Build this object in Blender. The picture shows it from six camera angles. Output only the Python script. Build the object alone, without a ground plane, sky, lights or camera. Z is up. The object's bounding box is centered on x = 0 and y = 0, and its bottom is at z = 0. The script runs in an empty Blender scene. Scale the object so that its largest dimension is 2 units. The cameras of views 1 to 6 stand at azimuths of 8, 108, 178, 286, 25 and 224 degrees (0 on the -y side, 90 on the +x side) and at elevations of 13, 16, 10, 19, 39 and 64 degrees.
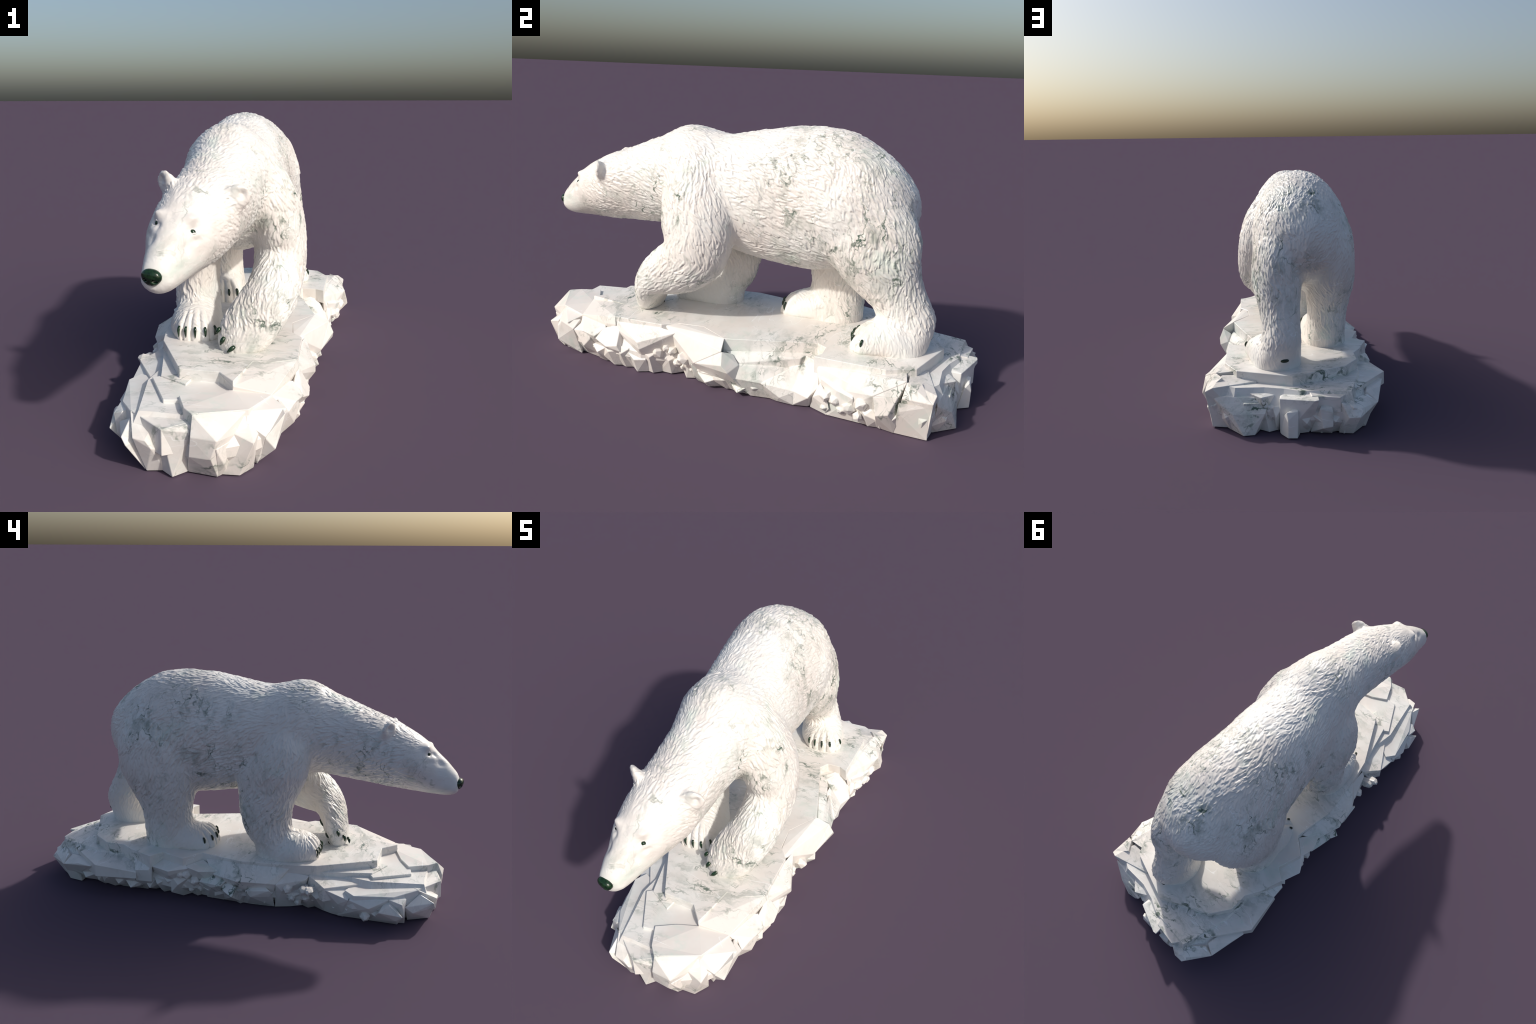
import bpy, bmesh, math
import numpy as np
from mathutils import Vector, Matrix
from mathutils.kdtree import KDTree
from mathutils.bvhtree import BVHTree

rng = np.random.default_rng(11)
TOP = 0.232                      # level of the walked-on ice slab
scene_col = bpy.context.scene.collection


# ------------------------------------------------------------------ helpers
def new_object(name, mesh, parent=None, mat=None):
    ob = bpy.data.objects.new(name, mesh)
    scene_col.objects.link(ob)
    if parent is not None:
        ob.parent = parent
    if mat is not None and not mesh.materials:
        mesh.materials.append(mat)
    return ob


def catmull(rows, n):
    """Dense centripetal-free Catmull-Rom resample of a table of stations."""
    P = np.asarray(rows, float)
    P = np.vstack([2 * P[0] - P[1], P, 2 * P[-1] - P[-2]])
    out = []
    segs = len(P) - 3
    for i in range(segs):
        p0, p1, p2, p3 = P[i:i + 4]
        for t in np.linspace(0, 1, n, endpoint=False):
            out.append(0.5 * (2 * p1 + (p2 - p0) * t + (2 * p0 - 5 * p1 + 4 * p2 - p3) * t * t
                              + (3 * p1 - p0 - 3 * p2 + p3) * t ** 3))
    out.append(P[-2])
    return np.array(out)


def skin_rings(rings):
    """Closed mesh (verts, faces) through a list of rings, with fan caps."""
    n = len(rings[0])
    verts = np.concatenate(list(rings) + [[rings[0].mean(0)], [rings[-1].mean(0)]])
    faces = []
    for i in range(len(rings) - 1):
        for j in range(n):
            k = (j + 1) % n
            faces.append((i * n + j, i * n + k, (i + 1) * n + k, (i + 1) * n + j))
    a, b, last = len(rings) * n, len(rings) * n + 1, (len(rings) - 1) * n
    for j in range(n):
        k = (j + 1) % n
        faces.append((a, k, j))
        faces.append((b, last + j, last + k))
    return verts, faces


ANG = np.linspace(0, 2 * np.pi, 40, endpoint=False)


def loft_y(rows, dense=4, roll=None):
    """Stations along y: y, centre x, top z, bottom z, half width, level of the widest point (0..1), keel sharpness."""
    rings = []
    rows = [tuple(r) + (.9,) if len(r) == 6 else r for r in rows]
    for y, cx, zt, zb, hw, m, low in catmull(rows, dense):
        hw = max(hw, .004)
        zm = zb + (zt - zb) * m
        c, s = np.cos(ANG), np.sin(ANG)
        z = np.where(s > 0, zm + (zt - zm) * s, zm + (zm - zb) * s)
        x = cx + hw * np.sign(c) * np.abs(c) ** np.where(s > 0, 0.97, low)
        if roll is not None:
            a, zc = roll(y), zb + (zt - zb) * .72
            x, z = x + a * (z - zc), z - (x - cx) * a
        rings.append(np.stack([x, np.full_like(x, y), z], 1))
    return skin_rings(rings)


def loft_z(rows, dense=4):
    """Stations down a standing leg: x, y, z, rx, ry (horizontal ellipses)."""
    rings = []
    for x, y, z, rx, ry in catmull(rows, dense):
        rings.append(np.stack([x + rx * np.cos(ANG), y + ry * np.sin(ANG), np.full_like(ANG, z)], 1))
    return skin_rings(rings)


def loft_path(rows, side=(1, 0, 0), dense=4):
    """Stations along any path: x, y, z, r across `side`, r in the other direction."""
    S = catmull(rows, dense)
    P = S[:, :3]
    T = np.gradient(P, axis=0)
    T /= np.linalg.norm(T, axis=1)[:, None] + 1e-9
    rings = []
    for p, t, ru, rv in zip(P, T, S[:, 3], S[:, 4]):
        u = np.array(side, float)
        u -= t * (u @ t)
        u /= np.linalg.norm(u)
        v = np.cross(t, u)
        rings.append(p + np.outer(np.cos(ANG) * ru, u) + np.outer(np.sin(ANG) * rv, v))
    return skin_rings(rings)


def ellipsoid(c, r, up=(0, 0, 1), side=(1, 0, 0)):
    up = np.array(up, float); up /= np.linalg.norm(up)
    rows = []
    for a in np.linspace(-1, 1, 13):
        k = max(math.sqrt(max(0, 1 - a * a)), .03)
        rows.append(list(np.array(c) + up * a * r[2]) + [r[0] * k, r[1] * k])
    return loft_path(rows, side, 1)


# ------------------------------------------------------------------ marble
def nodes_of(name):
    m = bpy.data.materials.new(name)
    m.use_nodes = True
    nt = m.node_tree
    return m, nt, nt.nodes, nt.links, nt.nodes["Principled BSDF"]


def marble(name, patches, vein_strength=1.0):
    m, nt, N, L, bsdf = nodes_of(name)
    tc = N.new("ShaderNodeTexCoord")
    OBJ = tc.outputs["Object"]

    def noise(scale, detail=4, rough=.55, dist=0.0, vec=None, out="Fac"):
        n = N.new("ShaderNodeTexNoise")
        n.inputs["Scale"].default_value = scale
        n.inputs["Detail"].default_value = detail
        n.inputs["Roughness"].default_value = rough
        n.inputs["Distortion"].default_value = dist
        L.new(vec or OBJ, n.inputs["Vector"])
        return n.outputs[out]

    def math_(op, a, b=None, clamp=False):
        n = N.new("ShaderNodeMath"); n.operation = op; n.use_clamp = clamp
        for i, v in enumerate((a, b)):
            if v is None: continue
            if isinstance(v, (int, float)): n.inputs[i].default_value = v
            else: L.new(v, n.inputs[i])
        return n.outputs[0]

    def remap(v, a, b, c=0.0, d=1.0):
        n = N.new("ShaderNodeMapRange"); n.interpolation_type = 'SMOOTHSTEP'
        L.new(v, n.inputs[0])
        for i, k in enumerate((a, b, c, d)): n.inputs[i + 1].default_value = k
        return n.outputs[0]

    def mix(f, a, b):
        n = N.new("ShaderNodeMix"); n.data_type = 'RGBA'
        L.new(f, n.inputs[0])
        for i, v in ((6, a), (7, b)):
            if isinstance(v, tuple): n.inputs[i].default_value = (*v, 1)
            else: L.new(v, n.inputs[i])
        return n.outputs[2]

    def mapped(loc=(0, 0, 0), rot=(0, 0, 0), sc=(1, 1, 1)):
        n = N.new("ShaderNodeMapping")
        n.inputs["Location"].default_value = loc
        n.inputs["Rotation"].default_value = rot
        n.inputs["Scale"].default_value = sc
        L.new(OBJ, n.inputs["Vector"])
        return n.outputs[0]

    # warped coordinates give the veins their wander and the patches their ragged shape
    def warped(scale, detail, amount):
        wn = noise(scale, detail, .6, out="Color", vec=OBJ)
        sub = N.new("ShaderNodeVectorMath"); sub.operation = 'SUBTRACT'
        L.new(wn, sub.inputs[0]); sub.inputs[1].default_value = (.5, .5, .5)
        scl = N.new("ShaderNodeVectorMath"); scl.operation = 'SCALE'
        L.new(sub.outputs[0], scl.inputs[0]); scl.inputs["Scale"].default_value = amount
        add = N.new("ShaderNodeVectorMath"); add.operation = 'ADD'
        L.new(OBJ, add.inputs[0]); L.new(scl.outputs[0], add.inputs[1])
        return add.outputs[0]
    WARP = warped(9.0, 4, .13)
    RAG = warped(6.0, 5, .42)

    # pink-cream and pale green clouds in the white
    col = mix(remap(noise(4.2, 5, .6), .36, .62), BODY_WHITE, BODY_PINK)
    col = mix(remap(noise(5.5, 5, .62, .6, mapped((3, 1, 2))), .54, .76), col, BODY_GREEN)

    # where the veins gather: soft random regions plus the named patches
    region = remap(noise(2.6, 3, .5, 0, mapped((7, 2, 5))), .44, .66, 0, .72)
    for (p, r, k) in patches:
        d = N.new("ShaderNodeVectorMath"); d.operation = 'DISTANCE'
        L.new(RAG, d.inputs[0]); d.inputs[1].default_value = p
        region = math_('MAXIMUM', region, remap(d.outputs["Value"], r * 1.35, r * .35, 0, k))

    def ridge(scale, w, vec, detail=3):
        v = noise(scale, detail, .55, 0, vec)
        return remap(math_('ABSOLUTE', math_('SUBTRACT', v, .5)), w, 0.0)

    # wandering main veins of uneven width, streaky smudges around them, dark flecks in the smudges
    def squash(vec, z):
        n = N.new("ShaderNodeMapping"); L.new(vec, n.inputs["Vector"])
        n.inputs["Scale"].default_value = z
        return n.outputs[0]
    STREAK = squash(WARP, STRETCH)
    wide = remap(noise(13, 3, .5, 0, mapped((5, 5, 5))), .42, .62, .2, 1.0)
    veins = math_('MAXIMUM', math_('MULTIPLY', ridge(6.0, .028, STREAK, 2), wide),
                  math_('MULTIPLY', ridge(13, .030, STREAK, 1.5), math_('MULTIPLY', wide, .8)))
    smoke = math_('MULTIPLY', remap(noise(12, 4, .6, 0, STREAK), .47, .70), .40)
    blot = remap(noise(26, 5, .6, 0, STREAK), .52, .70)
    dark = math_('MAXIMUM', math_('MAXIMUM', math_('MULTIPLY', veins, .85), smoke), math_('MULTIPLY', blot, math_('MULTIPLY', smoke, 1.7)))
    dark = math_('MULTIPLY', math_('MULTIPLY', dark, region), 1.7 * vein_strength, True)
    ramp = N.new("ShaderNodeValToRGB")
    ramp.color_ramp.elements[0].color = (*VEIN, 1); ramp.color_ramp.elements[0].position = .2
    ramp.color_ramp.elements[1].color = (.085, .13, .10, 1); ramp.color_ramp.elements[1].position = .8
    L.new(dark, ramp.inputs[0])
    col = mix(dark, col, ramp.outputs[0])

    # specks
    vor = N.new("ShaderNodeTexVoronoi"); vor.inputs["Scale"].default_value = 55
    L.new(WARP, vor.inputs["Vector"])
    speck = math_('MULTIPLY', remap(vor.outputs["Distance"], .14, .05), remap(noise(4, 2, .5, 0, mapped((1, 9, 4))), .58, .68, 0, .5))
    col = mix(speck, col, VEIN)

    # hair-thin white calcite scratches in two directions
    sc = None
    for rot, seed in (((.4, .3, .9), 0), ((.9, -.5, -.6), 4)):
        v = noise(9, 1.5, .45, .25, mapped((seed, seed, 0), rot, (.35, 1.7, 1.7)))
        line = remap(math_('ABSOLUTE', math_('SUBTRACT', v, .5)), .006, 0)
        gate = remap(noise(7, 2, .5, 0, mapped((seed + 2, 5, 1))), .52, .64, 0, .8)
        line = math_('MULTIPLY', line, gate)
        sc = line if sc is None else math_('MAXIMUM', sc, line)
    col = mix(sc, col, (.93, .93, .92))

    L.new(col, bsdf.inputs["Base Color"])
    L.new(remap(noise(30, 3), .3, .7, .30, .42), bsdf.inputs["Roughness"])
    bsdf.inputs["Specular IOR Level"].default_value = .4
    bsdf.inputs["Subsurface Weight"].default_value = 0.0
    bp = N.new("ShaderNodeBump"); bp.inputs["Strength"].default_value = .10
    bp.inputs["Distance"].default_value = .002
    L.new(noise(90, 4, .6), bp.inputs["Height"])
    L.new(bp.outputs[0], bsdf.inputs["Normal"])
    return m


BODY_WHITE = (.80, .788, .75)
BODY_PINK = (.755, .708, .66)
BODY_GREEN = (.64, .70, .635)
VEIN = (.16, .225, .18)
STRETCH = (1.3, 1.3, .65)

M_BODY = marble("white_green_marble", [
    ((.17, .56, .68), .15, .9), ((.21, .50, .86), .08, .55), ((.20, .62, .52), .08, .5),
    ((-.06, .60, .96), .11, .95), ((-.27, .44, .86), .13, .9), ((.20, -.27, .86), .08, .9),
    ((.10, -.40, .80), .08, .8), ((.22, -.28, .72), .06, .8), ((-.16, -.55, .72), .14, .75),
    ((-.26, -.05, .62), .07, .8), ((-.25, .46, .36), .10, .8), ((-.20, -.78, .68), .07, .7),
    ((-.27, -.17, .40), .08, .4), ((.24, -.08, .76), .05, .6), ((.05, -.36, .5), .07, .5)])
STRETCH = (.5, 1.7, 1.2)
M_ICE = marble("white_green_marble_base", [
    ((.32, .72, .22), .16, .75), ((-.36, -.02, .16), .12, .95), ((-.15, .85, .18), .18, .8),
    ((.25, .93, .10), .12, .9), ((-.25, .60, .22), .16, .7), ((.25, -.58, .18), .07, .9),
    ((.10, -.56, .23), .09, .6), ((-.12, -.44, .23), .12, .6), ((-.10, -.90, .17), .08, .45),
    ((.33, .05, .10), .06, .6), ((.24, .30, .20), .08, .6)], 1.0)

M_GREEN, nt, N, L, b = nodes_of("dark_green_serpentine")
tc = N.new("ShaderNodeTexCoord")
no = N.new("ShaderNodeTexNoise"); no.inputs["Scale"].default_value = 70; no.inputs["Detail"].default_value = 5
L.new(tc.outputs["Object"], no.inputs["Vector"])
cr = N.new("ShaderNodeValToRGB")
cr.color_ramp.elements[0].position, cr.color_ramp.elements[0].color = .35, (.004, .014, .007, 1)
cr.color_ramp.elements[1].position, cr.color_ramp.elements[1].color = .72, (.014, .046, .018, 1)
L.new(no.outputs["Fac"], cr.inputs[0]); L.new(cr.outputs[0], b.inputs["Base Color"])
b.inputs["Roughness"].default_value = .2


# ------------------------------------------------------------------ the bear, as lofted masses
def head_roll(y):
    return .12 * min(1, max(0, (-.40 - y) / .22)) * (1 - .5 * min(1, max(0, (-.84 - y) / .10)))


# y, centre x, top, bottom, half width, level of widest point
TRUNK = [
    (.700, -.035, .770, .710, .030, .5, .9), (.690, -.035, .832, .690, .072, .5, .9), (.664, -.035, .875, .640, .116, .5, .9),
    (.610, -.036, .940, .605, .168, .47, .9), (.520, -.040, 1.004, .560, .210, .44, .9), (.420, -.050, 1.050, .510, .230, .43, .95),
    (.300, -.055, 1.070, .476, .224, .43, 1.0), (.180, -.050, 1.067, .480, .212, .43, 1.05), (.080, -.042, 1.052, .494, .207, .44, 1.05),
    (-.030, -.038, 1.029, .516, .200, .44, 1.05), (-.110, -.034, 1.018, .545, .196, .44, 1.05), (-.200, -.030, 1.036, .562, .190, .44, 1.1),
    (-.270, -.028, 1.046, .585, .176, .45, 1.2), (-.330, -.028, 1.034, .610, .158, .49, 1.5), (-.400, -.029, .996, .608, .143, .53, 1.5),
    (-.500, -.033, .957, .600, .136, .56, 1.45), (-.600, -.037, .920, .592, .134, .57, 1.6), (-.680, -.046, .892, .587, .129, .55, 1.65),
    (-.740, -.060, .866, .585, .119, .53, 1.65), (-.800, -.073, .837, .584, .102, .50, 1.6), (-.850, -.083, .803, .582, .085, .47, 1.5),
    (-.885, -.090, .770, .582, .069, .45, 1.35), (-.920, -.098, .742, .583, .060, .45, 1.1), (-.950, -.104, .712, .588, .049, .46, .95),
    (-.972, -.109, .688, .597, .039, .5, .9), (-.981, -.111, .668, .610, .026, .5, .9)]
RIGHT_FORELEG = [
    (-.11, -.19, .93, .07, .09), (-.130, -.19, .84, .088, .115), (-.160, -.185, .75, .100, .138), (-.182, -.168, .66, .104, .156),
    (-.185, -.152, .60, .100, .154), (-.186, -.131, .50, .091, .130), (-.185, -.132, .40, .086, .118),
    (-.180, -.150, .33, .086, .112), (-.172, -.178, .28, .092, .106), (-.170, -.188, .215, .097, .108)]
LEFT_FORELEG = [
    (.05, -.22, .95, .06, .09), (.085, -.21, .85, .080, .12), (.125, -.195, .75, .092, .146), (.147, -.178, .67, .096, .155),
    (.156, -.168, .59, .098, .149), (.159, -.188, .528, .100, .139), (.158, -.240, .476, .097, .123),
    (.152, -.306, .442, .098, .106), (.138, -.358, .411, .102, .084), (.108, -.396, .370, .104, .066), (.079, -.415, .328, .104, .060),
    (.054, -.430, .288, .099, .056), (.042, -.442, .247, .086, .049), (.042, -.443, .216, .060, .034)]
RIGHT_HINDLEG = [
    (-.11, .42, .96, .10, .13), (-.140, .42, .86, .128, .16), (-.170, .410, .75, .132, .196), (-.184, .397, .66, .124, .212),
    (-.186, .402, .58, .124, .186), (-.187, .384, .49, .110, .152), (-.184, .374, .42, .099, .128),
    (-.180, .371, .36, .094, .121), (-.174, .368, .29, .097, .123), (-.168, .362, .215, .104, .128)]
LEFT_HINDLEG = [
    (.045, .45, .95, .08, .11), (.058, .46, .85, .100, .16), (.062, .488, .75, .112, .212), (.068, .513, .66, .113, .222),
    (.070, .546, .585, .114, .191), (.066, .584, .51, .101, .166), (.060, .634, .44, .089, .145),
    (.057, .692, .37, .086, .120), (.064, .697, .31, .094, .118), (.078, .676, .255, .108, .124), (.080, .668, .215, .112, .124)]
PAW_RF = [(-.15, -.170, .34, .205, .09, .3), (-.20, -.169, .360, .200, .098, .3), (-.26, -.166, .356, .205, .103, .3),
          (-.31, -.159, .347, .210, .096, .3), (-.345, -.150, .330, .212, .084, .3), (-.370, -.147, .304, .215, .070, .3),
          (-.386, -.146, .268, .220, .048, .4)]
PAW_RH = [(.43, -.165, .33, .205, .07, .3), (.36, -.166, .358, .200, .092, .3), (.28, -.169, .352, .205, .101, .3),
          (.22, -.165, .332, .210, .102, .3), (.17, -.155, .308, .212, .088, .3), (.145, -.150, .284, .215, .072, .3),
          (.127, -.148, .258, .220, .048, .4)]
PAW_LH = [(.74, .074, .33, .205, .10, .3), (.68, .084, .36, .200, .114, .3), (.62, .098, .350, .205, .114, .3),
          (.57, .113, .334, .210, .110, .3), (.54, .124, .316, .212, .098, .3), (.52, .130, .292, .215, .084, .3),
          (.503, .132, .260, .220, .060, .4)]
TAIL = [(-.04, .62, .88, .05, .03), (-.045, .662, .83, .042, .030), (-.050, .682, .77, .036, .026), (-.052, .686, .72, .026, .020),
        (-.052, .680, .695, .012, .012)]

masses = []        # (region name, verts, faces)
masses.append(("trunk", *loft_y(TRUNK, 4, head_roll)))
masses.append(("foreleg.R", *loft_z(RIGHT_FORELEG)))
masses.append(("foreleg.L", *loft_path(LEFT_FORELEG)))
masses.append(("hindleg.R", *loft_z(RIGHT_HINDLEG)))
masses.append(("hindleg.L", *loft_z(LEFT_HINDLEG)))
masses.append(("foreleg.R", *loft_y(PAW_RF)))
masses.append(("hindleg.R", *loft_y(PAW_RH)))
masses.append(("hindleg.L", *loft_y(PAW_LH)))
masses.append(("tail", *loft_path(TAIL)))
# toes: round knuckles in a fan at the front of each standing paw (x, y of the claw roots)
TOES = {"foreleg.R": [(-.201, -.360), (-.175, -.353), (-.146, -.352), (-.118, -.342), (-.098, -.320)],
        "hindleg.R": [(-.219, .189), (-.186, .163), (-.151, .154), (-.117, .160), (-.087, .172)],
        "hindleg.L": [(.069, .532), (.098, .525), (.129, .525), (.159, .543), (.187, .575)]}
PAW_C = {"foreleg.R": (-.165, -.22), "hindleg.R": (-.168, .29), "hindleg.L": (.100, .64)}
for leg, toes in TOES.items():
    for (x, y) in toes:
        c = np.array(PAW_C[leg]); d = np.array([x, y]) - c; d /= np.linalg.norm(d)
        q = np.array([x, y])
        rows = [(*(q - d * .085), .312, .019, .024), (*(q - d * .05), .305, .019, .026), (*(q - d * .022), .290, .019, .026),
                (*(q - d * .004), .269, .018, .024), (*(q - d * .002), .246, .018, .020), (*(q - d * .006), .222, .015, .016)]
        masses.append((leg, *loft_path(rows, (d[1], -d[0], 0), 3)))
# brow ridges, cheeks, ears
EARS = [((-.153, -.664, .868), (-.55, .10, .83), (-.70, -.71, 0)), ((.076, -.674, .830), (.76, .12, .64), (.42, -.907, 0))]
for c, up, face in EARS:
    masses.append(("ear", *ellipsoid(c, (.045, .020, .049), up, np.cross(up, face))))

# union of the masses
vs, fs, tag = [], [], []
off = 0
names = []
for nm, v, f in masses:
    if nm not in names: names.append(nm)
    vs.append(v); fs += [tuple(i + off for i in q) for q in f]; off += len(v)
    tag += [names.index(nm)] * len(v)
V0, tag = np.concatenate(vs), np.array(tag)
me = bpy.data.meshes.new("raw"); me.from_pydata(V0.tolist(), [], fs); me.update()
bm = bmesh.new(); bm.from_mesh(me); bmesh.ops.recalc_face_normals(bm, faces=bm.faces); bm.to_mesh(me); bm.free()
raw = new_object("raw", me)
rm = raw.modifiers.new("r", 'REMESH'); rm.mode = 'VOXEL'; rm.voxel_size = .0100; rm.use_smooth_shade = True


def evaluated(ob, name):
    dg = bpy.context.evaluated_depsgraph_get()
    out = bpy.data.meshes.new_from_object(ob.evaluated_get(dg), depsgraph=dg)
    out.name = name
    return out


m1 = evaluated(raw, "remeshed")
bpy.data.objects.remove(raw)


def coords(m):
    a = np.empty(len(m.vertices) * 3); m.vertices.foreach_get("co", a); return a.reshape(-1, 3)


def edges(m):
    a = np.empty(len(m.edges) * 2, int); m.edges.foreach_get("vertices", a); return a.reshape(-1, 2)


def laplace(X, E, iters, w, lam=.5):
    """Weighted Taubin smoothing: w per vertex, or per vertex a column of attributes."""
    n = len(X)
    deg = np.bincount(E.ravel(), minlength=n).astype(float)[:, None]
    for it in range(iters):
        for l in (lam, -lam * 1.02) if lam > 0.5 else (lam,):
            S = np.zeros_like(X)
            for k in range(X.shape[1]):
                S[:, k] = np.bincount(E[:, 0], X[E[:, 1], k], n) + np.bincount(E[:, 1], X[E[:, 0], k], n)
            X = X + l * w * (S / deg - X)
    return X


def sstep(x, a, b):
    t = np.clip((x - a) / (b - a), 0, 1); return t * t * (3 - 2 * t)


X = coords(m1); E = edges(m1)
detail = np.maximum(1 - sstep(X[:, 1], -.70, -.60), 1 - sstep(X[:, 2], .33, .42))   # face and paws keep detail
X = laplace(X, E, 3, np.ones((len(X), 1)))
X = laplace(X, E, 9, (1 - detail)[:, None])
m1.vertices.foreach_set("co", X.ravel()); m1.update()
ob1 = new_object("m1", m1)
sd = ob1.modifiers.new("s", 'SUBSURF'); sd.levels = 2; sd.render_levels = 2
m2 = evaluated(ob1, "body")

bpy.data.objects.remove(ob1)
X = coords(m2); E = edges(m2)
NV = len(X)


def normals(X):
    m2.vertices.foreach_set("co", X.ravel()); m2.update()
    a = np.empty(NV * 3); m2.vertex_normals.foreach_get("vector", a); return a.reshape(-1, 3)


NRM = normals(X)

# region of each vertex: nearest vertex of the lofted masses
kd = KDTree(len(V0))
for i, p in enumerate(V0): kd.insert(p, i)
kd.balance()
n1 = len(m1.vertices)
reg = np.full(NV, -1)
reg[:n1] = tag[[kd.find(p)[1] for p in X[:n1]]]          # the cage vertices come first after subdivision
while (reg < 0).any():
    a, b = E.T
    g = (reg[a] < 0) & (reg[b] >= 0); reg[a[g]] = reg[b[g]]
    g = (reg[b] < 0) & (reg[a] >= 0); reg[b[g]] = reg[a[g]]
R = {n: i for i, n in enumerate(names)}


# ------------------------------------------------------------------ sculpted forms on the smooth body
def bump(c, r, h):
    """Push a soft round area along the normal."""
    d = np.linalg.norm((X - np.array(c)) / np.array(r), axis=1)
    return h * np.exp(-d * d * 1.6)


D = np.zeros(NV)
EYES = [(-.141, -.846, .774), (-.021, -.858, .761)]
for e, sx in zip(EYES, (-1, 1)):
    inner_x = e[0] - sx * .022
    D += bump((e[0] - sx * .004, e[1] + .010, e[2] + .028), (.032, .026, .018), .0090)      # brow ridge
    D += bump((e[0] - sx * .014, e[1] - .022, e[2] - .002), (.014, .020, .018), -.0065)     # inner corner, stop
    D += bump((e[0] - sx * .008, e[1] - .045, e[2] - .045), (.018, .030, .024), -.0085)     # side of the bridge
    D += bump(e, (.018, .018, .012), -.0075)                                                  # socket
    D += bump((e[0] + sx * .006, e[1] + .004, e[2] - .034), (.022, .030, .014), -.0065)     # under-eye hollow
    D += bump((e[0] + sx * .022, e[1] + .060, e[2] - .050), (.04, .05, .045), .0050)        # cheek
    D += bump((e[0] + sx * .012, -.845, .700), (.022, .018, .035), -.0055)                  # behind the lip
    D += bump((-.098 + sx * .052, -.910, .660), (.02, .045, .022), -.0035)                  # hollow along the muzzle
    D += bump((-.108 + sx * .036, -.955, .625), (.022, .022, .020), .0035)                  # lip pad
D += bump((-.086, -.868, .800), (.016, .030, .02), -.0035)
# shoulder blade, crease behind the raised arm, haunch
D += bump((.22, -.24, .80), (.08, .09, .10), .010) + bump((-.28, -.22, .80), (.08, .09, .10), .008)
# broad uneven muscle under the coat
for i in range(170):
    j = rng.integers(NV)
    if X[j, 1] < -.6 or X[j, 2] < .40: continue
    r = rng.uniform(.03, .065)
    D += bump(X[j], (r, r, r * 1.5), rng.choice([-1, 1]) * rng.uniform(.001, .0032))
# clefts between the toes, knuckles standing up between them
for leg, toes in TOES.items():
    c = np.array(PAW_C[leg]); v = X[:, :2] - c
    rad = np.linalg.norm(v, axis=1)
    th = np.arctan2(v[:, 1], v[:, 0])
    ta = np.array([math.atan2(y - c[1], x - c[0]) for x, y in toes])
    axis0 = ta.mean() if leg != "hindleg.L" else ta.mean()
    rel = (th - axis0 + np.pi) % (2 * np.pi) - np.pi
    tr = np.sort((ta - axis0 + np.pi) % (2 * np.pi) - np.pi)
    sep = (tr[1:] + tr[:-1]) / 2
    mask = (reg == R[leg]) * sstep(rad, .092, .135) * (1 - sstep(X[:, 2], .345, .375)) * (rad < .24)
    for a in sep:
        D += -.0068 * mask * np.exp(-((rel - a) * rad / .0055) ** 2)
    for a in tr:
        D += .0025 * mask * np.exp(-((rel - a) * rad / .011) ** 2)
# hollow of the ears
for c, up, face in EARS:
    up, face = np.array(up) / np.linalg.norm(up), np.array(face)
    q = np.array(c) + up * .016 + face * .020
    d = np.linalg.norm(X - q, axis=1)
    D += -.015 * np.exp(-(d / .019) ** 2) * (NRM @ face > .3)
X = X + NRM * D[:, None]
for e, sx in zip(EYES, (-1, 1)):          # brow overhangs outward and forward
    w = bump((e[0] - sx * .004, e[1] + .008, e[2] + .032), (.032, .026, .018), .008)
    X = X + np.outer(w, np.array([sx * .75, -.45, .35]))
NRM = normals(X)

# ------------------------------------------------------------------ carved fur: overlapping pointed locks
# direction of the coat
leg_ids = [R[k] for k in ("foreleg.R", "foreleg.L", "hindleg.R", "hindleg.L")]
isleg = np.isin(reg, leg_ids)
flow = np.zeros((NV, 3))
side = np.clip(np.abs(X[:, 0] + .035) / .2, 0, 1)
flow[:, 1] = 1.0
flow[:, 2] = -.15 - .45 * side
lower = 1 - sstep(X[:, 2], .55, .75)
flow[isleg] = np.array([0, .25, -1.0])
lf = reg == R["foreleg.L"]
below = lf & (X[:, 2] < .52)
flow[below] = np.array([-.1, -.75, -.65])
flow[reg == R["tail"]] = np.array([0, .1, -1])
flow = laplace(flow, E, 22, np.ones((NV, 1)))
wob = np.sin(X[:, 1] * 23 + 3 * np.sin(X[:, 2] * 17)) + np.sin(X[:, 2] * 31 + X[:, 0] * 19)
axis = np.cross(NRM, flow)
flow = flow + axis * (wob * .22)[:, None]
flow -= NRM * (flow * NRM).sum(1)[:, None]
flow /= np.linalg.norm(flow, axis=1)[:, None] + 1e-9

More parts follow.
